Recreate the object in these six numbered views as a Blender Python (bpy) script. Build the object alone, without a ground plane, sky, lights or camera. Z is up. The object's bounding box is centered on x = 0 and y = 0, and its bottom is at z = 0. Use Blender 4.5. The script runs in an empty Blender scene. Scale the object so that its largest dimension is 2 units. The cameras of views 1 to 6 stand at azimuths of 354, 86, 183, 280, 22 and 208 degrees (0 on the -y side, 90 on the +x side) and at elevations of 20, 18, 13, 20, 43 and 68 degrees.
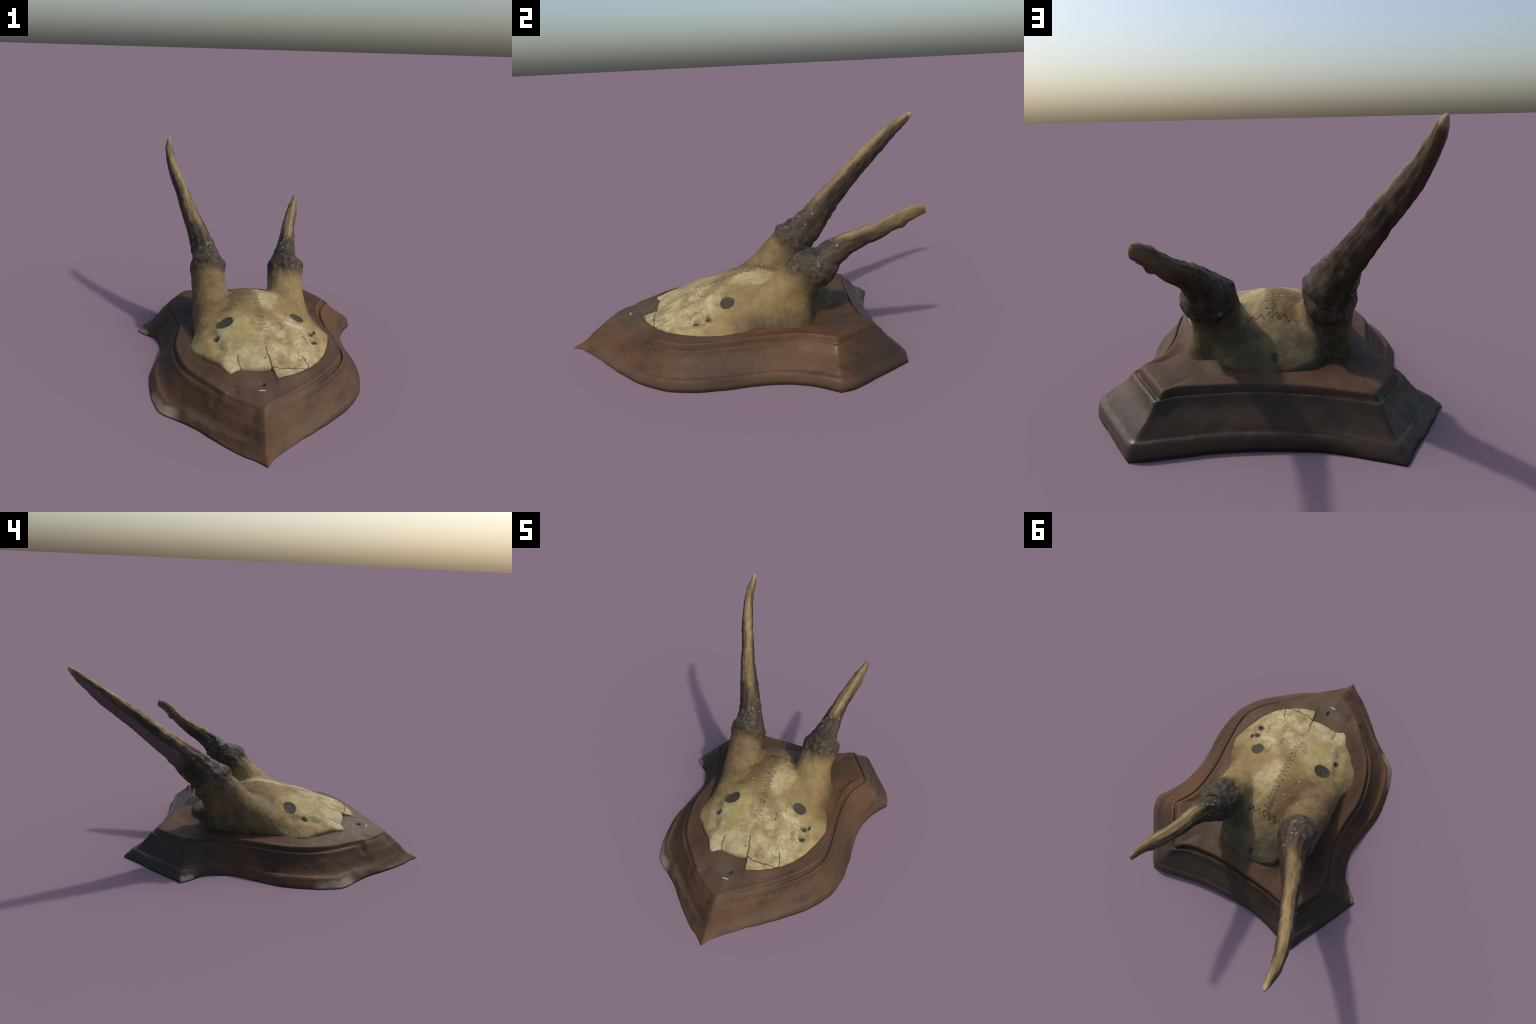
import bpy, bmesh, math, random
import numpy as np
from mathutils import Vector, noise

random.seed(7)
SC = bpy.context.scene

# ------------------------------------------------------------------ helpers
def smooth01(a, b, x):
    t = np.clip((x - a) / (b - a), 0.0, 1.0)
    return t * t * (3 - 2 * t)

def spline(pts, n, closed=False):
    """Catmull-Rom through the points, resampled evenly by arc length."""
    P = np.array(pts, float)
    m = len(P)
    if closed:
        Q = np.vstack([P[-1], P, P[0], P[1]]); segs = m
    else:
        Q = np.vstack([2 * P[0] - P[1], P, 2 * P[-1] - P[-2]]); segs = m - 1
    out = []
    for i in range(segs):
        a, b, c, d = Q[i:i + 4]
        for f in np.linspace(0, 1, 16, endpoint=False):
            out.append(.5 * (2 * b + (c - a) * f + (2 * a - 5 * b + 4 * c - d) * f * f
                             + (3 * b - a - 3 * c + d) * f ** 3))
    out.append(P[0] if closed else P[-1])
    out = np.array(out)
    return resample(out, n, closed)

def resample(P, n, closed=False):
    P = np.array(P, float)
    d = np.r_[0, np.cumsum(np.linalg.norm(np.diff(P, axis=0), axis=1))]
    t = np.linspace(0, d[-1], n, endpoint=not closed)
    return np.stack([np.interp(t, d, P[:, i]) for i in range(P.shape[1])], 1)

def nz(p, s, seed=0.0):
    return noise.noise(Vector((p[0] * s + seed, p[1] * s - seed * .7, p[2] * s + seed * 1.3)))

def fbm(p, s, seed=0.0, octaves=4):
    return noise.fractal(Vector((p[0] * s + seed, p[1] * s - seed, p[2] * s + seed * .5)), 1.0, 2.0, octaves)

def make_mesh(name, verts, faces):
    me = bpy.data.meshes.new(name)
    me.from_pydata([tuple(v) for v in verts], [], [tuple(f) for f in faces])
    me.validate(); me.update()
    bm = bmesh.new(); bm.from_mesh(me)
    bmesh.ops.remove_doubles(bm, verts=bm.verts, dist=1e-5)
    bmesh.ops.recalc_face_normals(bm, faces=bm.faces)
    bm.to_mesh(me); bm.free()
    me.polygons.foreach_set('use_smooth', [True] * len(me.polygons))
    return me

def add(name, me, parent, mat):
    ob = bpy.data.objects.new(name, me)
    SC.collection.objects.link(ob)
    ob.parent = parent
    if mat: 
        me.materials.clear(); me.materials.append(mat)
    return ob

def ring_faces(rings, n, closed=True):
    f = []
    for r in range(rings - 1):
        for i in range(n if closed else n - 1):
            j = (i + 1) % n
            f.append((r * n + i, r * n + j, (r + 1) * n + j, (r + 1) * n + i))
    return f

def split_by_region(me, label_of, names, parents, mat):
    """Cut a mesh into named objects by face region, keeping the whole body's normals."""
    n = len(me.vertices)
    co = np.empty(n * 3); me.vertices.foreach_get('co', co); co = co.reshape(-1, 3)
    no = np.array([v.normal[:] for v in me.vertices])
    groups = {}
    for p in me.polygons:
        groups.setdefault(label_of(np.array(p.center[:])), []).append(list(p.vertices))
    obs = {}
    for key, fs in groups.items():
        used = sorted({v for f in fs for v in f})
        idx = {v: i for i, v in enumerate(used)}
        m = bpy.data.meshes.new(names[key])
        m.from_pydata([tuple(co[v]) for v in used], [], [[idx[v] for v in f] for f in fs])
        m.update()
        m.polygons.foreach_set('use_smooth', [True] * len(m.polygons))
        m.normals_split_custom_set_from_vertices([tuple(no[v]) for v in used])
        obs[key] = add(names[key], m, parents[key], mat)
    return obs

# ------------------------------------------------------------------ node helper
class Graph:
    def __init__(self, name):
        self.m = bpy.data.materials.new(name)
        self.m.use_nodes = True
        self.nt = self.m.node_tree
        self.nt.nodes.clear()
        self.out = self.new('ShaderNodeOutputMaterial')
        self.bsdf = self.new('ShaderNodeBsdfPrincipled')
        self.nt.links.new(self.bsdf.outputs[0], self.out.inputs[0])
        self.tc = self.new('ShaderNodeTexCoord')
        self.P = self.tc.outputs['Object']
        s = self.new('ShaderNodeSeparateXYZ'); self.link(self.P, s.inputs[0])
        self.x, self.y, self.z = s.outputs
    def new(self, t): return self.nt.nodes.new(t)
    def link(self, a, sock):
        if isinstance(a, bpy.types.NodeSocket): self.nt.links.new(a, sock)
        else: sock.default_value = a
    def math(self, op, a, b=0.0, c=0.0, clamp=False):
        n = self.new('ShaderNodeMath'); n.operation = op; n.use_clamp = clamp
        self.link(a, n.inputs[0]); self.link(b, n.inputs[1]); self.link(c, n.inputs[2])
        return n.outputs[0]
    def add(self, a, b): return self.math('ADD', a, b)
    def sub(self, a, b): return self.math('SUBTRACT', a, b)
    def mul(self, a, b): return self.math('MULTIPLY', a, b)
    def mx(self, a, b): return self.math('MAXIMUM', a, b)
    def mn(self, a, b): return self.math('MINIMUM', a, b)
    def abs(self, a): return self.math('ABSOLUTE', a)
    def inv(self, a): return self.sub(1.0, a)
    def step(self, a, b, v):
        n = self.new('ShaderNodeMapRange'); n.interpolation_type = 'SMOOTHSTEP'
        self.link(v, n.inputs[0]); n.inputs[1].default_value = a; n.inputs[2].default_value = b
        return n.outputs[0]
    def mapping(self, scale, rot=(0, 0, 0), vec=None):
        n = self.new('ShaderNodeMapping'); self.link(vec or self.P, n.inputs[0])
        n.inputs['Scale'].default_value = scale; n.inputs['Rotation'].default_value = rot
        return n.outputs[0]
    def noise(self, scale, detail=4, vec=None, rough=.55, dist=0.0, color=False):
        n = self.new('ShaderNodeTexNoise'); self.link(vec or self.P, n.inputs['Vector'])
        n.inputs['Scale'].default_value = scale; n.inputs['Detail'].default_value = detail
        n.inputs['Roughness'].default_value = rough; n.inputs['Distortion'].default_value = dist
        return n.outputs['Color' if color else 'Fac']
    def vmath(self, op, a, b=None, scale=None):
        n = self.new('ShaderNodeVectorMath'); n.operation = op
        self.link(a, n.inputs[0])
        if b is not None: self.link(b, n.inputs[1])
        if scale is not None: n.inputs['Scale'].default_value = scale
        return n.outputs['Value' if op in ('LENGTH', 'DISTANCE', 'DOT_PRODUCT') else 'Vector']
    def mix(self, f, a, b, mode='MIX'):
        n = self.new('ShaderNodeMix'); n.data_type = 'RGBA'; n.blend_type = mode
        self.link(f, n.inputs[0])
        for v, s in ((a, n.inputs[6]), (b, n.inputs[7])):
            self.link(v if isinstance(v, bpy.types.NodeSocket) else (*v, 1.0), s)
        return n.outputs[2]
    def ramp(self, f, stops):
        n = self.new('ShaderNodeValToRGB'); self.link(f, n.inputs[0])
        e = n.color_ramp.elements
        while len(e) < len(stops): e.new(.5)
        for el, (p, c) in zip(e, stops): el.position = p; el.color = (*c, 1)
        return n.outputs[0]
    def warped(self, amount, scale):
        c = self.noise(scale, 3, color=True)
        c = self.vmath('SUBTRACT', c, (.5, .5, .5))
        return self.vmath('ADD', self.P, self.vmath('SCALE', c, scale=amount))
    def blob(self, centre, radii, soft=.35, vec=None):
        """1 inside an ellipsoid, falling to 0 outside."""
        d = self.vmath('SUBTRACT', vec or self.P, centre)
        d = self.vmath('DIVIDE', d, radii)
        return self.inv(self.step(1 - soft, 1 + soft, self.vmath('LENGTH', d)))
    def line(self, pts, width, vec=None):
        """1 along a poly-line seen from above (x, y)."""
        flat = self.vmath('MULTIPLY', vec or self.P, (1, 1, 0))
        best = None
        for (ax, ay), (bx, by) in zip(pts[:-1], pts[1:]):
            ab = (bx - ax, by - ay, 0.0); L2 = ab[0] ** 2 + ab[1] ** 2
            ap = self.vmath('SUBTRACT', flat, (ax, ay, 0))
            t = self.math('MULTIPLY', self.vmath('DOT_PRODUCT', ap, ab), 1 / L2, clamp=True)
            n = self.new('ShaderNodeVectorMath'); n.operation = 'SCALE'
            n.inputs[0].default_value = ab; self.link(t, n.inputs['Scale'])
            d = self.vmath('DISTANCE', ap, n.outputs['Vector'])
            best = d if best is None else self.mn(best, d)
        return self.inv(self.step(width * .35, width, best))
    def finish(self, color, rough=.6, bump=None, strength=.3, dist=.01, spec=.5):
        self.link(color, self.bsdf.inputs['Base Color'])
        self.link(rough, self.bsdf.inputs['Roughness'])
        self.bsdf.inputs['Specular IOR Level'].default_value = spec
        if bump is not None:
            b = self.new('ShaderNodeBump'); b.inputs['Strength'].default_value = strength
            b.inputs['Distance'].default_value = dist
            self.link(bump, b.inputs['Height']); self.link(b.outputs[0], self.bsdf.inputs['Normal'])
        return self.m

# ------------------------------------------------------------------ materials
def wood_material():
    g = Graph('stained_wood')
    w = g.warped(.05, 5)
    grain = g.noise(9, 6, g.mapping((1.0, .22, 1.0), vec=w), .65)
    fine = g.noise(40, 4, g.mapping((1.0, .12, 1.0), vec=w), .6)
    big = g.noise(3.2, 4, w)
    c = g.ramp(grain, [(.28, (.026, .014, .008)), (.45, (.050, .026, .013)), (.60, (.078, .037, .017)), (.8, (.100, .055, .028))])
    c = g.mix(g.mul(g.step(.45, .68, big), .6), c, (.058, .038, .022))
    red = g.step(.50, .66, g.noise(4.5, 3, g.vmath('ADD', w, (3.1, 1.7, .4))))
    c = g.mix(g.mul(red, .42), c, (.100, .044, .021))
    c = g.mix(g.mul(g.step(.56, .75, fine), .35), c, (.105, .070, .044))
    # shadow of the unlit rear and left painted dark; dusty bloom on the front point
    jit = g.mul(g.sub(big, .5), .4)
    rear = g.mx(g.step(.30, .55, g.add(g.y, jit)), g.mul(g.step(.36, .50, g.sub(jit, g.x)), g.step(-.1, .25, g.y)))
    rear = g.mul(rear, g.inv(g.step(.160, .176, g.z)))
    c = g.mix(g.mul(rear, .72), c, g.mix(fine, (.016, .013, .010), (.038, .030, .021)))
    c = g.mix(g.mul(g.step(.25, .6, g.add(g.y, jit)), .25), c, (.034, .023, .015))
    lip = g.mul(g.inv(g.step(.035, .062, g.z)), g.step(-.1, .3, g.x))
    c = g.mix(g.mul(lip, .4), c, (.078, .058, .037))
    dust = g.blob((.0, -.62, .18), (.22, .16, .06), .6, w)
    c = g.mix(g.mul(dust, .45), c, (.078, .054, .034))
    # worn pale raw wood on the outer rim of the left flank and at the left corner
    n2 = g.mul(g.sub(g.noise(14, 3), .5), .05)
    pale = g.mul(g.inv(g.step(.020, .038, g.add(g.z, n2))), g.mx(
        g.blob((-.50, -.55, .01), (.12, .13, .08), .3, w), g.blob((-.655, .265, .01), (.045, .05, .06), .3)))
    pale = g.mx(pale, g.mul(g.blob((-.25, -.80, .045), (.2, .2, .018), .4, w), .25))
    c = g.mix(g.mul(pale, .8), c, (.22, .18, .12))
    # peg hole, filled knot beside it and white scratches
    c = g.mix(g.blob((.007, -.622, .17), (.017, .013, .03), .3), c, (.018, .014, .010))
    c = g.mix(g.mul(g.blob((-.03, -.622, .17), (.06, .035, .03), .6, w), .5), c, (.075, .062, .045))
    c = g.mix(g.blob((.0, -.672, .172), (.017, .0035, .03), .4), c, (.40, .33, .27))
    scr = g.mul(g.step(.60, .68, g.noise(55, 2)), g.blob((-.19, -.66, .15), (.11, .06, .06), .5))
    c = g.mix(g.mul(scr, .3), c, (.20, .14, .10))
    rough = g.add(.48, g.mul(g.noise(22, 3), .3))
    gloss = g.mul(g.step(.22, .40, g.y), g.inv(g.step(.160, .172, g.z)))
    rough = g.sub(rough, g.mul(g.mul(gloss, g.noise(30, 2)), .60))
    bump = g.add(g.mul(grain, .6), g.mul(g.noise(60, 3), .4))
    return g.finish(c, rough, bump, .30, .004, .2)

def bone_material():
    g = Graph('aged_bone')
    w = g.warped(.09, 7)
    w2 = g.warped(.05, 16)
    n_big = g.noise(5, 5, w, .6)
    n_mid = g.noise(15, 5, w2, .65)
    n_fine = g.noise(60, 4, rough=.6)
    c = g.ramp(g.add(g.mul(n_big, .55), g.mul(n_mid, .45)),
               [(.33, (0.132, 0.089, 0.038)), (.47, (0.188, 0.132, 0.057)), (.60, (0.228, 0.167, 0.073)), (.75, (0.264, 0.205, 0.098))])
    # bleached front of both frontal bones and a pale strip right of the suture
    bl = g.mx(g.blob((.17, -.40, .25), (.20, .25, .2), .35, w), g.blob((-.09, -.36, .25), (.12, .22, .2), .3, w))
    bl = g.mx(bl, g.mul(g.blob((.085, .03, .36), (.065, .17, .12), .35, w2), .8))
    palec = g.ramp(n_mid, [(.32, (0.172, 0.132, 0.063)), (.48, (0.255, 0.205, 0.100)), (.58, (0.315, 0.265, 0.140)), (.72, (0.39, 0.345, 0.21))])
    c = g.mix(g.mul(bl, .95), c, palec)
    yel = g.mul(g.blob((-.10, -.27, .3), (.07, .11, .15), .4, w), .6)
    c = g.mix(yel, c, (0.296, 0.232, 0.087))
    wht = g.mx(g.blob((-.13, -.53, .2), (.055, .045, .1), .4, w2), g.mul(g.blob((-.03, -.48, .2), (.05, .05, .1), .5, w2), .5))
    c = g.mix(g.mul(wht, .6), c, (0.368, 0.326, 0.203))
    # brown-orange stain over the rear of the left frontal bone
    br = g.mul(g.blob((-.19, .09, .38), (.21, .215, .26), .14, w), g.inv(g.step(-.005, .02, g.add(g.x, g.mul(g.y, .1)))))
    c = g.mix(g.mul(br, .88), c, g.ramp(n_mid, [(.33, (.082, .056, .028)), (.5, (.125, .086, .042)), (.7, (.17, .118, .056))]))
    org = g.mx(g.blob((-.075, .10, .36), (.05, .09, .1), .5, w2), g.mul(g.blob((-.10, -.06, .35), (.06, .025, .1), .5, w2), .8))
    c = g.mix(g.mul(org, .32), c, (0.168, 0.081, 0.029))
    pk = g.blob((.085, -.20, .33), (.045, .03, .1), .4, w2)
    c = g.mix(g.mul(pk, .45), c, (0.160, 0.089, 0.043))
    # streaky darker tan on the flanks and up the antler stalks
    streak = g.noise(16, 4, g.mapping((1, 1, .25), vec=w), .6)
    side = g.mx(g.step(.27, .36, g.add(g.x, g.mul(g.sub(n_big, .5), .1))),
                g.step(.22, .31, g.sub(g.mul(g.sub(n_big, .5), .1), g.x)))
    side = g.mul(side, g.step(-.24, -.06, g.y))
    c = g.mix(g.mul(side, .8), c, g.ramp(streak, [(.35, (0.068, 0.045, 0.021)), (.55, (0.132, 0.089, 0.039)), (.75, (0.200, 0.139, 0.059))]))
    # grey-green grime on the brain case and in the temples
    grime = g.step(.17, .29, g.add(g.y, g.mul(g.sub(n_big, .5), .22)))
    lowz = g.inv(g.step(.34, .42, g.z))
    c = g.mix(g.mul(g.mul(grime, lowz), .85), c, g.ramp(n_mid, [(.35, (.038, .034, .022)), (.55, (0.068, 0.057, 0.032)), (.72, (0.112, 0.093, 0.049))]))
    tan = g.blob((.0, .27, .3), (.035, .12, .12), .5, w2)
    c = g.mix(g.mul(tan, .5), c, (0.136, 0.105, 0.055))
    low = g.mul(g.inv(g.step(.195, .275, g.add(g.z, g.mul(g.sub(n_big, .5), .12)))), g.step(-.16, .02, g.y))
    c = g.mix(g.mul(low, .7), c, g.ramp(n_mid, [(.35, (.034, .025, .016)), (.6, (.075, .055, .033))]))
    # dark, lumpy coronets with pale worn flecks, fading into the stalks
    w3 = g.warped(.05, 22)
    horn = g.ramp(g.noise(30, 4, w3, .65), [(.32, (.022, .017, .012)), (.52, (.046, .036, .024)), (.70, (.090, .072, .046))])
    fleck = g.mul(g.step(.62, .70, g.noise(24, 2, g.warped(.03, 40), .5)), g.step(.46, .58, g.noise(11, 2)))
    horn = g.mix(g.mul(fleck, .8), horn, g.mix(n_fine, (.11, .095, .065), (.27, .235, .165)))
    for cc, ax in (((-.243, .246, .450), (0, .705, .709)), ((.234, .276, .440), (0, .49, .872))):
        rel = g.vmath('SUBTRACT', w3, cc)
        hgt = g.add(g.vmath('DOT_PRODUCT', rel, ax), g.mul(g.sub(streak, .5), .09))
        near = g.inv(g.step(.16, .20, g.vmath('LENGTH', rel)))
        c = g.mix(g.mul(g.mul(near, g.step(-.125, -.03, hgt)), .60), c, (.066, .047, .027))
        near = g.mul(near, g.step(-.37, -.28, g.add(g.x, g.mul(g.sub(n_big, .5), .08))))
        c = g.mix(g.mul(near, g.step(-.085, .0, hgt)), c, horn)
    # white chips
    chip = g.mul(g.step(.70, .74, g.noise(50, 1)), g.mx(g.blob((.11, .0, .36), (.07, .09, .1), .5), g.blob((-.08, -.01, .36), (.09, .08, .1), .5)))
    c = g.mix(g.mul(chip, .8), c, (0.400, 0.341, 0.210))
    # foramina
    dark = (.040, .036, .028)
    for ctr, rad in (((.24, -.149, .30), (.040, .037, .06)), ((-.170, -.212, .305), (.043, .036, .06)), ((-.150, -.205, .305), (.037, .039, .06))):
        c = g.mix(g.blob(ctr, rad, .10), c, g.mix(n_fine, (.034, .029, .020), (.052, .046, .033)))
    for ctr, rad in (((.308, -.305, .228), (.019, .017, .04)), ((.300, -.245, .25), (.020, .015, .04)), ((.325, -.225, .245), (.009, .016, .04)),
                     ((-.206, -.305, .254), (.013, .020, .04)), ((.14, -.275, .3), (.005, .005, .05)), ((.035, -.47, .24), (.005, .005, .05)),
                     ((-.033, .387, .234), (.014, .018, .04))):
        c = g.mix(g.blob(ctr, rad, .35, g.warped(.012, 30)), c, dark)
    # sutures and cracks
    wig = g.warped(.030, 42)
    n_w = g.noise(9, 2)
    amp = g.add(.004, g.mul(n_w, .022))
    mid = g.add(.012, g.mul(g.y, -.10))                       # the mid-line drifts slightly
    s = g.math('SINE', g.add(g.mul(g.y, 215), g.mul(g.noise(13, 2), 16)))
    sx = g.new('ShaderNodeSeparateXYZ'); g.link(wig, sx.inputs[0])
    off = g.abs(g.sub(g.sub(sx.outputs[0], mid), g.mul(s, amp)))
    sut = g.inv(g.step(.0014, .0050, off))
    sut = g.mul(sut, g.mul(g.step(-.34, -.28, g.y), g.inv(g.step(.185, .195, g.y))))
    sut = g.mul(sut, g.step(.2, .26, g.z))
    s2 = g.math('SINE', g.add(g.mul(g.x, 190), g.mul(g.noise(12, 2), 9)))
    off2 = g.abs(g.sub(g.sub(sx.outputs[1], .192), g.mul(s2, .013)))
    sut2 = g.mul(g.inv(g.step(.0022, .0070, off2)), g.inv(g.step(.085, .12, g.abs(g.add(g.x, .005)))))
    sut2 = g.mul(sut2, g.step(.2, .30, g.z))
    halo = g.mul(g.inv(g.step(.0, .028, g.abs(g.sub(g.x, mid)))), g.mul(g.step(-.36, -.2, g.y), g.inv(g.step(.15, .2, g.y))))
    c = g.mix(g.mul(halo, .28), c, (0.096, 0.078, 0.045))
    c = g.mix(g.mul(g.mx(sut, sut2), .9), c, (.028, .023, .016))
    wc = g.warped(.012, 30)
    cr = g.mx(g.line([(.062, -.53), (.060, -.49), (.052, -.46), (.040, -.41)], .0050, wc),
              g.line([(.062, -.515), (.10, -.528), (.15, -.53), (.20, -.525), (.245, -.52)], .0045, wc))
    cr = g.mx(cr, g.line([(.245, -.52), (.25, -.50), (.225, -.44)], .004, wc))
    cr = g.mx(cr, g.mul(g.line([(-.085, -.54), (-.10, -.50), (-.105, -.45)], .004, wc), .8))
    cr = g.mx(cr, g.mul(g.line([(.20, -.16), (.175, -.145), (.165, -.16), (.175, -.21)], .003, wc), .6))
    # hairline cracking of the bleached right side
    v = g.new('ShaderNodeTexVoronoi'); v.feature = 'DISTANCE_TO_EDGE'; v.inputs['Scale'].default_value = 13
    g.link(g.mapping((1, 1.3, 1), vec=g.warped(.06, 18)), v.inputs['Vector'])
    hair = g.mul(g.inv(g.step(.0, .035, v.outputs['Distance'])), g.blob((.18, -.36, .26), (.15, .17, .2), .3))
    hair = g.mul(hair, g.step(.40, .55, g.noise(9, 2)))
    vein = g.mul(g.step(.56, .70, g.noise(22, 4, g.mapping((1.6, .6, 1), vec=g.warped(.08, 9)), .6)), g.mx(g.blob((.17, -.36, .26), (.20, .20, .2), .3), g.mul(g.blob((-.1, -.36, .26), (.15, .2, .2), .3), .7)))
    c = g.mix(g.mul(vein, .45), c, (.15, .125, .062))
    c = g.mix(g.mul(hair, .62), c, (.085, .070, .034))
    c = g.mix(g.mul(cr, .85), c, (.045, .036, .022))
    bump = g.sub(g.add(g.mul(n_mid, .5), g.mul(n_fine, .3)), g.mul(g.mx(g.mx(cr, sut), g.mx(hair, sut2)), .8))
    return g.finish(c, g.add(.6, g.mul(n_fine, .25)), bump, .45, .006, .15)

def antler_material(name, base, axis_pts, ridge_off, base_len, light):
    """Dark brown antler, coloured tan along the leading ridge and out to the tip."""
    g = Graph(name)
    w = g.warped(.03, 12)
    a, b = Vector(axis_pts[0]), Vector(axis_pts[-1])
    ax = (b - a).normalized()
    d = g.vmath('SUBTRACT', w, tuple(a))
    along = g.mul(g.vmath('DOT_PRODUCT', d, tuple(ax)), 1.0 / (b - a).length)
    # noise stretched along the beam
    rot = Vector((0, 0, 1)).rotation_difference(ax).to_euler()
    n = g.new('ShaderNodeMapping'); n.vector_type = 'TEXTURE'; g.link(g.P, n.inputs[0])
    n.inputs['Rotation'].default_value = rot; n.inputs['Scale'].default_value = (1, 1, 5)
    st = g.noise(26, 5, n.outputs[0], .65)
    st2 = g.noise(9, 4, n.outputs[0], .6)
    c = g.ramp(st, [(.3, (.018, .014, .011)), (.5, (.036, .026, .017)), (.66, (.066, .046, .025)), (.82, (.12, .086, .042))])
    tanc = g.ramp(st, [(.3, (.095, .066, .031)), (.5, (.18, .128, .058)), (.7, (.27, .20, .092))])
    # tan leading ridge: a line running parallel to the beam
    r = None
    pts = [Vector(p) + Vector(ridge_off) * k for p, k in zip(axis_pts, np.linspace(1.0, .35, len(axis_pts)))]
    for p, q in zip(pts[:-1], pts[1:]):
        pq = q - p
        ap = g.vmath('SUBTRACT', w, tuple(p))
        t = g.math('MULTIPLY', g.vmath('DOT_PRODUCT', ap, tuple(pq)), 1 / pq.length_squared, clamp=True)
        k = g.new('ShaderNodeVectorMath'); k.operation = 'SCALE'; k.inputs[0].default_value = tuple(pq); g.link(t, k.inputs['Scale'])
        dd = g.vmath('DISTANCE', ap, k.outputs['Vector'])
        r = dd if r is None else g.mn(r, dd)
    r = g.add(r, g.mul(g.sub(st2, .5), .07))
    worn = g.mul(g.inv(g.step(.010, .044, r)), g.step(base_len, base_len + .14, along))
    tip = g.step(light - .25, light + .3, g.add(along, g.mul(g.sub(st2, .5), .5)))
    m = g.mx(worn, g.mul(tip, .45))
    c = g.mix(g.mul(m, .95), c, tanc)
    bl = g.inv(g.step(base_len - .10, base_len + .04, g.add(along, g.mul(g.sub(st2, .5), .12))))
    c = g.mix(g.mul(bl, .8), c, g.ramp(st, [(.35, (.026, .022, .018)), (.6, (.060, .050, .038)), (.8, (.12, .10, .075))]))
    fl = g.mul(g.step(.62, .70, g.noise(26, 2, g.warped(.02, 40), .5)), g.step(.46, .58, g.noise(11, 2)))
    fl = g.mul(fl, g.inv(g.step(base_len - .02, base_len + .10, along)))
    c = g.mix(g.mul(fl, .75), c, g.mix(st, (.10, .085, .06), (.26, .225, .16)))
    if base == 'cut':
        # exposed pinkish-grey core on the sheared flank, with a cream broken rim
        n1 = Vector(CUT_NORMAL).normalized()
        f = g.vmath('DOT_PRODUCT', g.new('ShaderNodeNewGeometry').outputs['Normal'], tuple(n1))
        core = g.mul(g.step(.70, .88, f), g.step(.14, .24, along))
        c = g.mix(g.mul(core, .8), c, g.mix(st, (.085, .064, .056), (.165, .128, .110)))
        tipc = g.step(.955, .985, along)
        c = g.mix(g.mul(tipc, .7), c, (.33, .25, .15))
    return g.finish(c, g.add(.45, g.mul(st, .25)), st, .5, .006, .15)

def pearl_material():
    g = Graph('worn_antler_pearl')
    n = g.noise(40, 3)
    return g.finish(g.ramp(n, [(.3, (.060, .050, .034)), (.5, (.12, .100, .068)), (.7, (.20, .170, .118))]), .5, n, .3, .004)

# ------------------------------------------------------------------ shield
TIP, R1, R2, L2, L1 = (-.002, -.998), (.674, .335), (.450, .712), (-.472, .722), (-.674, .308)
OUTER = [
    [TIP, (.022, -.955), (.07, -.908), (.16, -.83), (.23, -.777), (.32, -.705), (.45, -.587), (.521, -.485), (.557, -.40),
     (.571, -.29), (.571, -.20), (.562, -.09), (.556, .0), (.564, .10), (.588, .19), (.630, .27), R1],
    [R1, (.655, .405), (.600, .49), (.525, .60), R2],
    [R2, (.39, .706), (.28, .680), (.15, .653), (.0, .641), (-.15, .643), (-.24, .653), (-.34, .680), L2],
    [L2, (-.515, .635), (-.59, .49), (-.640, .385), L1],
    [L1, (-.622, .254), (-.562, .205), (-.532, .12), (-.518, .03), (-.535, -.06), (-.553, -.16), (-.562, -.25), (-.546, -.39),
     (-.531, -.47), (-.490, -.568), (-.39, -.65), (-.31, -.715), (-.24, -.79), (-.17, -.858), (-.10, -.925), (-.05, -.955), TIP]]
ITIP, I1, I2, J2, J1 = (.0, -.790), (.492, .350), (.358, .566), (-.388, .556), (-.488, .355)
INNER = [
    [ITIP, (.050, -.742), (.106, -.702), (.182, -.645), (.294, -.553), (.383, -.462), (.438, -.37), (.450, -.28), (.443, -.20),
     (.435, -.12), (.422, -.02), (.418, .07), (.421, .172), (.440, .255), I1],
    [I1, (.425, .455), I2],
    [I2, (.30, .524), (.166, .502), (.04, .497), (-.09, .507), (-.22, .520), J2],
    [J2, (-.44, .45), J1],
    [J1, (-.445, .236), (-.415, .141), (-.405, .03), (-.412, -.10), (-.418, -.20), (-.395, -.33), (-.345, -.455), (-.255, -.572),
     (-.123, -.716), ITIP]]
# moulding section: (fraction from rim to panel, height)
PROFILE = [(.0, .0), (.0, .012), (.0, .028), (.02, .043), (.06, .053), (.11, .059), (.15, .060), (.18, .062), (.24, .072), (.32, .084), (.42, .097),
           (.52, .109), (.62, .122), (.69, .134), (.745, .147), (.78, .157), (.81, .162), (.84, .160), (.87, .154), (.90, .150), (.93, .154), (.96, .170), (.98, .181), (1.0, .186)]
PROFILE_LEFT = [(.0, .0), (.04, .010), (.10, .022), (.17, .036), (.23, .045), (.27, .048), (.31, .047), (.35, .050), (.42, .059), (.50, .073),
                (.58, .089), (.66, .105), (.74, .122), (.79, .136), (.83, .146), (.855, .148), (.885, .144), (.91, .142), (.94, .148), (.97, .164), (1.0, .174)]
PROFILE_TIP = [(.0, .0), (.06, .006), (.13, .014), (.20, .021), (.28, .031), (.35, .044), (.42, .058), (.50, .073), (.60, .092),
               (.70, .107), (.78, .122), (.84, .133), (.88, .140), (.915, .144), (.945, .147), (.97, .153), (1.0, .162)]
BOARD = .175
BOARD_RISE = .017      # the panel swells up to meet the bone

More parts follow.
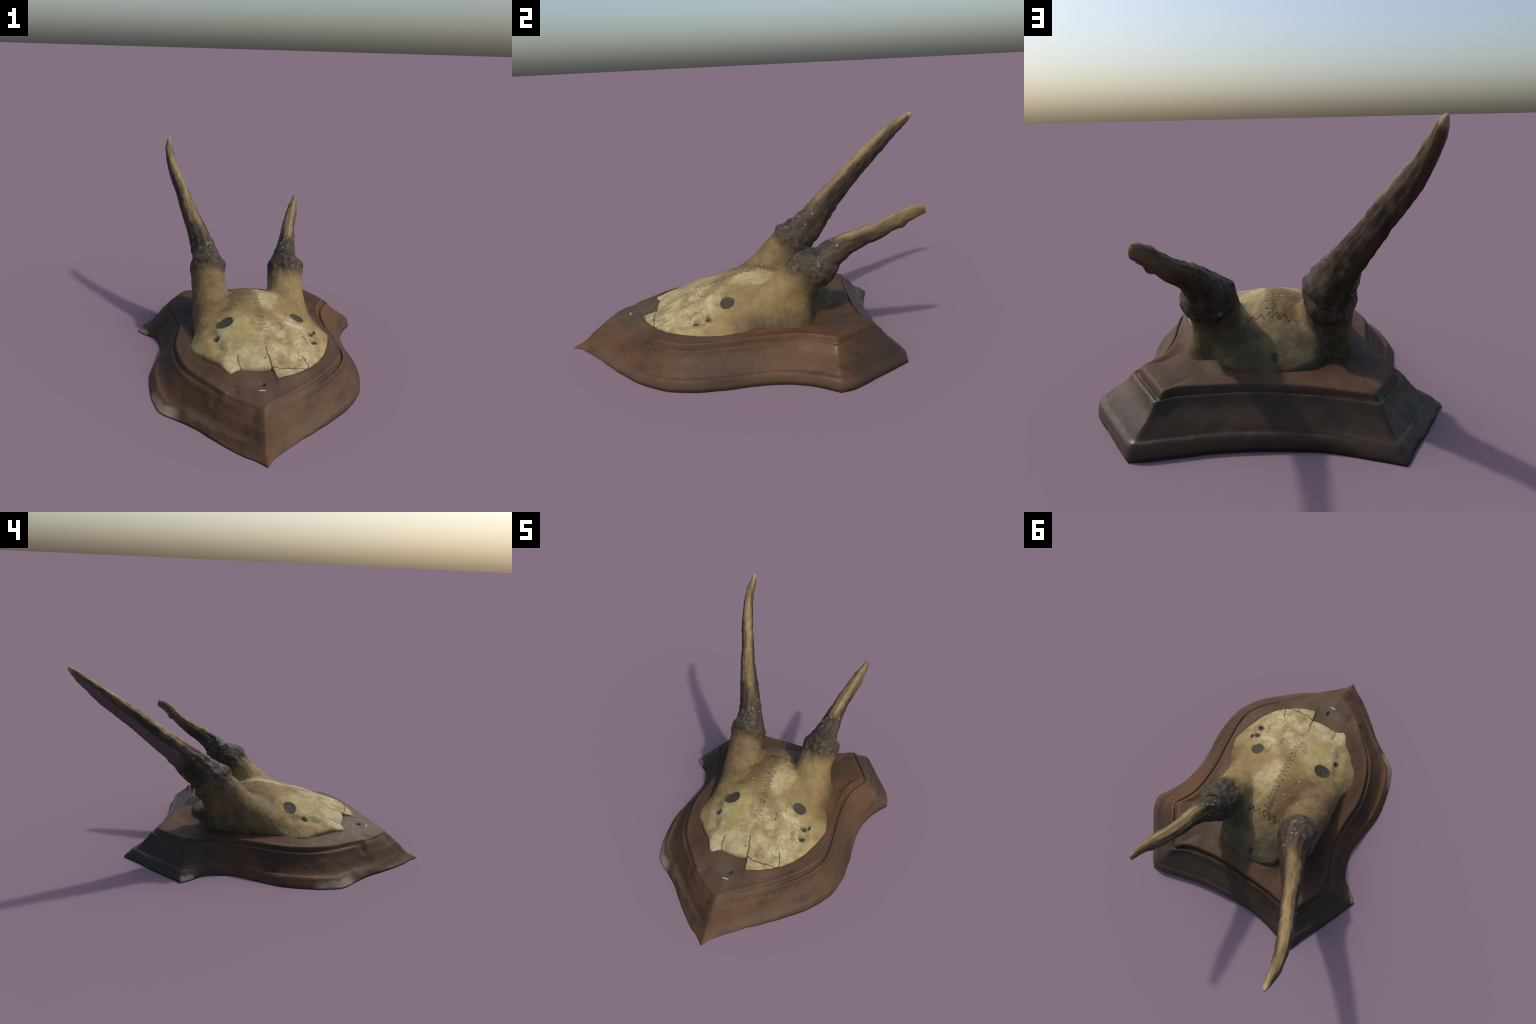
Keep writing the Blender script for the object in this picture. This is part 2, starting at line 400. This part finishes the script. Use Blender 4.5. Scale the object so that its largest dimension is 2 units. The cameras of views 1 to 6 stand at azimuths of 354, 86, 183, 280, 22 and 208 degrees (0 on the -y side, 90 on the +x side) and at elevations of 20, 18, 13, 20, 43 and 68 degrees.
def build_shield(parent, mat):
    counts = [150, 40, 90, 40, 150]
    out, inn = [], []
    for o, i, n in zip(OUTER, INNER, counts):
        out.append(spline(o, n + 1)[:-1]); inn.append(spline(i, n + 1)[:-1])
    out, inn = np.vstack(out), np.vstack(inn)
    N = len(out)
    prof = [resample(q, 46) for q in (PROFILE, PROFILE_LEFT, PROFILE_TIP)]
    mid = .5 * (out + inn)
    w_tip = (1 - smooth01(-.82, -.42, mid[:, 1]))[:, None]
    w_left = (1 - smooth01(-.45, -.05, mid[:, 0]))[:, None]
    rings = []
    for k in range(46):
        tz = (prof[0][k] * (1 - w_left) + prof[1][k] * w_left) * (1 - w_tip) + prof[2][k] * w_tip
        p = out + (inn - out) * tz[:, :1]
        rings.append(np.c_[p, tz[:, 1]])
    z_in = rings[-1][:, 2]
    ctr = np.array((.02, -.08))
    foot = spline(FOOT, 720, closed=True) - ctr
    fa = np.arctan2(foot[:, 1], foot[:, 0]); fr = np.hypot(foot[:, 0], foot[:, 1]); o = np.argsort(fa)
    fs = np.convolve(np.r_[fr[o][-20:], fr[o], fr[o][:20]], np.ones(41) / 41, 'valid')
    for k in np.linspace(.985, .0, 60):
        d = (inn - ctr) * k
        r = np.hypot(d[:, 0], d[:, 1])
        rf = np.interp(np.arctan2(d[:, 1], d[:, 0]), fa[o], fs, period=2 * math.pi)
        rise = 1 - smooth01(-.005, np.minimum(.09, np.hypot(*(inn - ctr).T) - rf - .01).clip(.02, .09), r - rf)
        zz = z_in + (BOARD - z_in) * (1 - smooth01(.82, .99, k)) + BOARD_RISE * rise
        rings.append(np.c_[ctr + d, zz])
    nring = len(rings)
    V = np.vstack(rings)
    F = ring_faces(nring, N)
    # flat back
    V = np.vstack([V, [(0, -.05, 0.0)]])
    c = len(V) - 1
    F += [((i + 1) % N, i, c) for i in range(N)]
    me = make_mesh('shield_board', V, F)
    # hand-carved unevenness, dents and the peg hole
    normals = [v.normal.copy() for v in me.vertices]
    for v, q in zip(me.vertices, normals):
        p = v.co.copy()
        if p.z < .002: 
            a = 0.0
        else:
            a = .0035 * fbm(p, 5, 3.1, 2) + .0008 * nz(p, 38, 5.0)
        if p.z > .01:
            on_mould = p.z < .17
            a += (.0012 if on_mould else .0) * nz((p[0], p[1], p[2] * 2), 17, 8)
            for (dx, dy, r, dep) in ((.007, -.622, .013, .022), (-.14, -.67, .035, .008), (-.22, -.66, .03, .007), (-.03, -.62, .045, .003), (-.05, -.80, .03, .005)):
                d = math.hypot(p.x - dx, p.y - dy)
                if d < r: a -= dep * (1 - (d / r) ** 2)
            v.co = p + q * a
        elif p.z >= 0:
            h = Vector((p.x, p.y, 0)).normalized()
            v.co = p + h * (.004 * nz(p, 14, 2.0)) * (1 if p.y > -.95 else 0)
    # soften the mitres a touch
    bm = bmesh.new(); bm.from_mesh(me)
    vs = [v for v in bm.verts if .02 < v.co.z]
    bmesh.ops.smooth_vert(bm, verts=vs, factor=.5, use_axis_x=True, use_axis_y=True, use_axis_z=True)
    mitres = [(TIP, ITIP, .045, 7), (R1, I1, .025, 4), (R2, I2, .03, 6), (L2, J2, .03, 6), (L1, J1, .03, 6)]
    for a, b, r, rep in mitres:
        near = [v for v in vs if seg_dist(v.co.x, v.co.y, [a, b]) < r]
        for _ in range(rep):
            bmesh.ops.smooth_vert(bm, verts=near, factor=.5, use_axis_x=True, use_axis_y=True, use_axis_z=True)
    bm.to_mesh(me); bm.free()
    return add('shield_board', me, parent, mat)

# ------------------------------------------------------------------ skull cap
FOOT = [(.064, -.520), (.070, -.545), (.082, -.588), (.12, -.584), (.16, -.568), (.225, -.528), (.262, -.500), (.305, -.452), (.345, -.395), (.375, -.325),
        (.402, -.255), (.425, -.185), (.400, -.105), (.362, -.02), (.333, .06), (.305, .13), (.245, .195), (.215, .27), (.192, .350), (.145, .395), (.08, .425),
        (.0, .436), (-.07, .428), (-.16, .395), (-.205, .34), (-.225, .26), (-.235, .18), (-.275, .12), (-.292, .04), (-.290, -.06), (-.305, -.15),
        (-.335, -.21), (-.345, -.27), (-.322, -.335), (-.285, -.375), (-.245, -.425), (-.200, -.470), (-.165, -.525), (-.142, -.542), (-.115, -.524), (-.085, -.517),
        (-.03, -.522), (.02, -.526), (.050, -.520)]
CROWN = [(-.62, .190), (-.57, .197), (-.515, .213), (-.42, .260), (-.33, .302), (-.23, .334), (-.13, .360), (-.05, .380), (.03, .388), (.10, .372),
         (.19, .332), (.29, .290), (.387, .236), (.44, .186)]
WIDTH_R = [(-.62, .26), (-.5, .30), (-.4, .352), (-.3, .390), (-.18, .418), (-.08, .392), (.0, .362), (.08, .33), (.16, .29), (.22, .24), (.30, .215), (.38, .175), (.44, .12)]
WIDTH_L = [(-.62, .20), (-.5, .235), (-.4, .290), (-.3, .343), (-.18, .335), (-.08, .315), (.0, .31), (.08, .31), (.16, .27), (.22, .25), (.30, .235), (.38, .19), (.44, .12)]
# antler stalks: centre, radius
STALK_R = [((.252, .085, .15), .104), ((.240, .10, .22), .094), ((.224, .135, .29), .086), ((.214, .172, .352), .087), ((.214, .215, .400), .090), ((.228, .252, .432), .101)]
STALK_L = [((-.225, .05, .16), .104), ((-.228, .075, .23), .098), ((-.230, .11, .30), .088), ((-.236, .15, .365), .087), ((-.240, .195, .415), .091), ((-.242, .226, .446), .102)]

# coronets (burrs): centre, axis, radius across, radius along the slope, half thickness
BURRS = [((-.237, .248, .449), (0, .705, .709), .102, .124, .048), ((.229, .286, .437), (0, .49, .872), .105, .115, .050)]
BROWS = [[((-.215, -.16, .160), .095), ((-.220, -.07, .210), .098), ((-.228, .02, .262), .094), ((-.234, .10, .335), .088), ((-.238, .15, .380), .084)],
         [((.262, -.13, .150), .088), ((.250, -.04, .192), .088), ((.238, .05, .250), .086), ((.228, .11, .31), .088), ((.216, .16, .35), .083)]]
TEMPLES = [[((-.215, .17, .14), .112), ((-.226, .18, .25), .096), ((-.240, .205, .31), .090), ((-.246, .25, .385), .086)],
           [((.235, .18, .14), .112), ((.228, .185, .24), .095), ((.226, .205, .33), .083), ((.230, .24, .41), .082)]]

def curve1(tab, v):
    xs, ys = zip(*tab)
    return np.interp(v, xs, ys)

def crown_height(x, y):
    c = curve1(CROWN, y)
    w = np.where(x > 0, curve1(WIDTH_R, y), curve1(WIDTH_L, y))
    s = np.clip(np.abs(x) / w, 0, 1.15)
    g = 1 - .30 * s - .70 * s ** 2.4
    rear = smooth01(.12, .30, y)
    g = g * (1 - rear) + np.sqrt(np.clip(1 - s ** 2.4, 0, 1)) * rear
    edge = BOARD + .021
    return edge + (c - edge) * np.maximum(g, 0)

PITS = [((.24, -.149, .30), .040, .037, .006), ((-.161, -.209, .305), .048, .040, .006), ((.308, -.305, .228), .019, .017, .012),
        ((.300, -.245, .25), .018, .014, .010), ((.325, -.225, .245), .010, .016, .010), ((-.206, -.305, .254), .013, .019, .012),
        ((-.033, .387, .234), .014, .018, .006)]
GROOVES = [([(.062, -.53), (.060, -.49), (.052, -.46), (.040, -.41), (.030, -.34)], .009, .002),
           ([(.062, -.515), (.10, -.528), (.15, -.53), (.20, -.525), (.245, -.52)], .008, .003),
           ([(.245, -.52), (.25, -.50), (.225, -.44)], .008, .002), ([(-.085, -.54), (-.10, -.50), (-.105, -.45)], .008, .003),
           ([(-.19, -.40), (-.21, -.32), (-.235, -.24)], .045, .016), ([(.30, -.36), (.315, -.27), (.285, -.19)], .040, .015)]

def seg_dist(px, py, pts):
    best = 9.0
    for (ax, ay), (bx, by) in zip(pts[:-1], pts[1:]):
        dx, dy = bx - ax, by - ay
        t = max(0, min(1, ((px - ax) * dx + (py - ay) * dy) / (dx * dx + dy * dy)))
        best = min(best, math.hypot(px - ax - t * dx, py - ay - t * dy))
    return best

def smin(a, b, k):
    h = np.clip(.5 + .5 * (b - a) / k, 0, 1)
    return b + (a - b) * h - k * h * (1 - h)

def chain_distance(X, Y, Z, nodes):
    """Signed distance to a chain of tapered capsules."""
    best = None
    for (a, ra), (b, rb) in zip(nodes[:-1], nodes[1:]):
        a, b = np.array(a, np.float32), np.array(b, np.float32); ab = b - a
        t = ((X - a[0]) * ab[0] + (Y - a[1]) * ab[1] + (Z - a[2]) * ab[2]) / float(ab @ ab)
        np.clip(t, 0, 1, out=t)
        d = np.sqrt((X - a[0] - t * ab[0]) ** 2 + (Y - a[1] - t * ab[1]) ** 2 + (Z - a[2] - t * ab[2]) ** 2) - (ra + (rb - ra) * t)
        best = d if best is None else np.minimum(best, d)
    return best

def surface_net(D, origin, h):
    """Quad mesh of the zero level of a sampled distance field."""
    S = D < 0
    n = np.array(D.shape) - 1
    acc = np.zeros((*n, 3), np.float32); cnt = np.zeros(n, np.int16)
    cor = [(i, j, k) for i in (0, 1) for j in (0, 1) for k in (0, 1)]
    cut = lambda A, c: A[c[0]:c[0] + n[0], c[1]:c[1] + n[1], c[2]:c[2] + n[2]]
    for c in cor:
        for ax in range(3):
            if c[ax]: continue
            e = list(c); e[ax] = 1
            m = cut(S, c) != cut(S, e)
            da, db = cut(D, c)[m], cut(D, e)[m]
            p = np.tile(np.array(c, np.float32), (len(da), 1)); p[:, ax] = da / (da - db)
            acc[m] += p; cnt[m] += 1
    act = cnt > 0
    idx = np.full(n, -1, np.int64); idx[act] = np.arange(act.sum())
    V = (np.argwhere(act) + acc[act] / cnt[act][:, None]) * h + np.array(origin)
    F = []
    for ax in range(3):
        u, v = [q for q in range(3) if q != ax]
        lo = [slice(1, -1)] * 3; hi = [slice(1, -1)] * 3
        lo[ax] = slice(0, -1); hi[ax] = slice(1, None)
        for q in np.argwhere(S[tuple(lo)] != S[tuple(hi)]):
            c = q.copy(); c[u] += 1; c[v] += 1
            quad = []
            for du, dv in ((-1, -1), (0, -1), (0, 0), (-1, 0)):
                w = c.copy(); w[u] += du; w[v] += dv
                quad.append(int(idx[tuple(w)]))
            F.append(quad)
    return V, F

def build_skull(parent, mat):
    h = .0060
    x = np.arange(-.46, .50, h, dtype=np.float32); y = np.arange(-.63, .48, h, dtype=np.float32); z = np.arange(.135, .57, h, dtype=np.float32)
    X2, Y2 = np.meshgrid(x, y, indexing='ij')
    H = crown_height(X2, Y2)
    gx, gy = np.gradient(H, h, h)
    slope = np.sqrt(1 + gx ** 2 + gy ** 2)
    ctr = np.array((.02, -.08))
    foot = spline(FOOT, 1440, closed=True) - ctr
    fa = np.arctan2(foot[:, 1], foot[:, 0]); fr = np.hypot(foot[:, 0], foot[:, 1]); o = np.argsort(fa)
    rim = np.hypot(X2 - ctr[0], Y2 - ctr[1]) - np.interp(np.arctan2(Y2 - ctr[1], X2 - ctr[0]), fa[o], fr[o], period=2 * math.pi)
    X, Y, Z = np.meshgrid(x, y, z, indexing='ij')
    dome = (Z - H[:, :, None]) / slope[:, :, None]
    body = -smin(-dome, -np.broadcast_to(rim[:, :, None], dome.shape), .010)
    for nodes, k in [(BROWS[0], .06), (BROWS[1], .055), (STALK_L, .05), (STALK_R, .05), (TEMPLES[0], .045), (TEMPLES[1], .045)]:
        body = smin(body, chain_distance(X, Y, Z, nodes), k)
    for c, ax, rs, ru, ra in BURRS:
        up = np.cross((1, 0, 0), ax)
        q = [X - c[0], (Y - c[1]) * up[1] + (Z - c[2]) * up[2], (Y - c[1]) * ax[1] + (Z - c[2]) * ax[2]]
        n = np.sqrt((q[0] / rs) ** 2 + (q[1] / ru) ** 2 + (q[2] / ra) ** 2)
        body = smin(body, (n - 1) * ra * 1.1, .030)
    body = np.maximum(body, (BOARD - .025) - Z).astype(np.float32)
    V, F = surface_net(body, (x[0], y[0], z[0]), h)
    me = make_mesh('skull', V, F)
    bm = bmesh.new(); bm.from_mesh(me)
    bmesh.ops.smooth_vert(bm, verts=bm.verts, factor=.5, use_axis_x=True, use_axis_y=True, use_axis_z=True)
    bmesh.ops.smooth_vert(bm, verts=bm.verts, factor=.5, use_axis_x=True, use_axis_y=True, use_axis_z=True)
    bm.to_mesh(me); bm.free()
    normals = [v.normal.copy() for v in me.vertices]
    for v, nrm in zip(me.vertices, normals):
        p = v.co.copy()
        a = .0045 * fbm(p, 9, 1.7, 4) + .0010 * nz(p, 60, 4.0)
        stalk = smooth01(.24, .34, p.z) * smooth01(.05, .12, p.y)
        a += float(stalk) * .003 * nz((p.x, p.y * .4, p.z * .4), 42, 9)
        for c, ax, rs, ru, ra in BURRS:
            q = p - Vector(c)
            if q.length < .2:
                hh = q.dot(Vector(ax))
                k = float(smooth01(-.075, -.02, hh))
                lump = noise.voronoi(p * 22)[0]
                a += k * (.006 * (lump[1] - lump[0]) - .004 + .008 * nz(p, 15, 6) + .002 * nz(p, 45, 2))
        for (c, rx, ry, dep) in PITS:
            d = math.hypot((p.x - c[0]) / rx, (p.y - c[1]) / ry)
            if d < 1.15 and abs(p.z - c[2]) < .06: a -= dep * float(1 - smooth01(.75, 1.1, d))
        if p.y < -.17 and p.z > BOARD:
            for pts, w, dep in GROOVES:
                d = seg_dist(p.x, p.y, pts)
                if d < w: a -= dep * float(1 - smooth01(0, w, d)) * (.7 if w > .02 else 1)
        v.co = p + nrm * a
    me.update()
    def region(c):
        for k, (q, ax, rs, ru, ra) in zip(('burr_l', 'burr_r'), BURRS):
            if np.linalg.norm(c - np.array(q)) < .17 and np.dot(c - np.array(q), ax) > -.03: return k
        for k, nodes in (('stalk_r', STALK_R), ('stalk_l', STALK_L)):
            for (q, r) in nodes[3:]:
                if np.linalg.norm(c - np.array(q)) < r * 1.12 and c[2] > .315: return k
        if c[1] > .19: return 'parietal'
        return 'front_r' if c[0] > .012 - .10 * c[1] else 'front_l'
    names = dict(burr_l='burr', burr_r='burr', stalk_r='pedicle', stalk_l='pedicle', parietal='parietal_bone', front_r='frontal_bone', front_l='frontal_bone')
    return split_by_region(me, region, names, {k: parent for k in names}, mat)

# ------------------------------------------------------------------ antlers
LONG = [((-.240, .205, .410), .080, .090), ((-.243, .240, .446), .098, .112), ((-.247, .270, .472), .091, .106), ((-.254, .306, .500), .077, .101),
        ((-.268, .350, .535), .069, .093), ((-.298, .410, .598), .060, .082), ((-.332, .478, .668), .0515, .071), ((-.368, .561, .744), .0440, .062),
        ((-.401, .643, .819), .0385, .057), ((-.430, .710, .875), .0355, .053), ((-.453, .772, .927), .0325, .049), ((-.468, .820, .968), .0295, .044), ((-.478, .863, 1.004), .0265, .039),
        ((-.486, .917, 1.044), .0230, .031), ((-.488, .961, 1.076), .0165, .0215), ((-.489, .984, 1.097), .0105, .013), ((-.490, .994, 1.107), .0045, .006)]
SHORT = [((.228, .245, .400), .080, .090), ((.229, .286, .437), .094, .104), ((.231, .314, .458), .084, .096), ((.235, .345, .480), .071, .081),
         ((.244, .368, .508), .060, .070), ((.251, .403, .534), .053, .061), ((.258, .438, .559), .049, .054), ((.270, .491, .585), .0430, .048), ((.282, .550, .610), .0390, .044),
         ((.300, .608, .642), .0370, .039), ((.317, .657, .673), .0350, .036), ((.331, .702, .700), .0285, .035), ((.343, .750, .726), .0190, .030), ((.350, .782, .737), .0130, .025),
         ((.354, .800, .741), .0085, .022)]
CUT_NORMAL = (-.90, .15, -.40)

def build_antler(nodes, parent, mat, pearl_mat, cut, seed, burr_end):
    NA, NS = 72, 230
    tab = np.array([(*c, a, b) for c, a, b in nodes])
    P = spline(tab, NS)
    V = []
    ups = []
    for k in range(NS):
        a, b = P[max(k - 1, 0), :3], P[min(k + 1, NS - 1), :3]
        t = (b - a) / np.linalg.norm(b - a)
        s = np.cross(t, (0, 0, 1)); s /= np.linalg.norm(s)
        u = np.cross(s, t)
        ups.append((s, u, t))
        frac = k / (NS - 1)
        for i in range(NA):
            th = 2 * math.pi * i / NA
            d = P[k, 3] * math.cos(th) * s + P[k, 4] * math.sin(th) * u
            V.append(P[k, :3] + d)
    V = np.array(V)
    F = ring_faces(NS, NA)
    F.append(tuple(range(NA))); F.append(tuple(range((NS - 1) * NA, NS * NA)))
    # relief
    cn = np.array(CUT_NORMAL); cn = cn / np.linalg.norm(cn)
    L = np.r_[0, np.cumsum(np.linalg.norm(np.diff(P[:, :3], axis=0), axis=1))]
    for k in range(NS):
        s, u, t = ups[k]
        fr = L[k] / L[-1]
        burr = math.exp(-((L[k] - burr_end * .8) / (burr_end * .6)) ** 2)
        base = P[k, :3]
        rm = .5 * (P[k, 3] + P[k, 4])
        for i in range(NA):
            j = k * NA + i
            d = V[j] - base
            th = 2 * math.pi * i / NA
            q = (math.cos(th) * .06, math.sin(th) * .06, L[k] * .28)
            n1 = fbm(q, 26, seed, 3)
            n2 = nz((math.cos(th) * .06, math.sin(th) * .06, L[k]), 30, seed + 4)
            n3 = nz((math.cos(th) * .1, math.sin(th) * .1, L[k]), 55, seed + 9)
            n4 = nz((0, 0, L[k]), 14, seed + 2)
            groove = nz((math.cos(th) * .13, math.sin(th) * .13, L[k] * .10), 30, seed + 12)
            amp = .06 * n1 + .080 * n2 + .06 * groove * float(smooth01(.08, .2, L[k]))
            amp += burr * (.07 * n3 + .05 * n2)
            sc = 1 + amp
            V[j] = base + d * sc + (s * n4 * .004 + u * nz((0, 0, L[k]), 18, seed + 6) * .004) * min(1, max(0, (fr - .2) * 5))
            if cut and fr > .2:
                c2 = cn - t * np.dot(cn, t); c2 /= np.linalg.norm(c2)
                lim = rm * (.74 + .10 * nz((0, 0, L[k]), 22, 3.0))
                h = np.dot(V[j] - base, c2)
                if h > lim: V[j] -= c2 * (h - lim) * .93 * float(smooth01(.2, .3, fr))
    if not cut:
        # splintered underside near the blunt broken tip
        for j in range(len(V)):
            p = V[j]
            dd = np.linalg.norm(p - np.array((.325, .70, .668)))
            if dd < .03: V[j] = p + np.array((.0, .004, -.016)) * (1 - dd / .03)
    me = make_mesh('antler', V, F)
    ant = add('antler', me, parent, mat)
    # worn pearls along the lower beam
    rnd = random.Random(int(seed * 10))
    bm = bmesh.new()
    for n in range(9):
        ell = burr_end + .02 + rnd.random() ** 1.4 * .17
        k = min(int(np.searchsorted(L, ell)), NS - 2)
        th = rnd.gauss(math.pi / 2, .6)
        i = int(th / (2 * math.pi) * NA) % NA
        p = Vector(V[k * NA + i]); nrm = (p - Vector(P[k, :3])).normalized()
        tang = Vector(ups[k][2])
        side = nrm.cross(tang).normalized()
        yaw = rnd.gauss(0, .5)
        d1 = tang * math.cos(yaw) + side * math.sin(yaw)
        d1 = (d1 - nrm * d1.dot(nrm)).normalized()
        d2 = nrm.cross(d1)
        ln, wd = rnd.uniform(.006, .013), rnd.uniform(.0040, .0070)
        r = bmesh.ops.create_icosphere(bm, subdivisions=2, radius=1.0)
        for v in r['verts']:
            c = v.co.copy()
            wob = 1 + .35 * nz(c, 1.3, seed + n)
            v.co = p - nrm * .0010 + d1 * c.x * ln * wob + d2 * c.y * wd * wob + nrm * c.z * .0032
    pm = bpy.data.meshes.new('pearl'); bm.to_mesh(pm); bm.free()
    pm.polygons.foreach_set('use_smooth', [True] * len(pm.polygons))
    pe = add('pearl', pm, ant, pearl_mat); pe['kind'] = 'stuff'
    return ant

# ------------------------------------------------------------------ assemble
trophy = bpy.data.objects.new('antler_trophy', None)
SC.collection.objects.link(trophy)
trophy['label'] = 'roe deer skull cap with two antlers on dark wooden shield'
trophy['category'] = 'hunting trophy'

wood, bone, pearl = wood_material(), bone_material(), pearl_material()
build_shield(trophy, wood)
parts = build_skull(trophy, bone)
axl = [c for c, _, _ in LONG]; axs = [c for c, _, _ in SHORT]
mat_l = antler_material('long_antler_horn', 'cut', [axl[i] for i in (2, 4, 6, 8, 10, 12, 14, 16)], (.015, -.045, .055), .11, .95)
mat_s = antler_material('short_antler_horn', 'whole', [axs[i] for i in (2, 4, 6, 8, 10, 12, 14)], (.0, -.025, .050), .17, .60)
parts['burr_l'].parent = build_antler(LONG, trophy, mat_l, pearl, True, 2.3, .085)
parts['burr_r'].parent = build_antler(SHORT, trophy, mat_s, pearl, False, 5.9, .085)
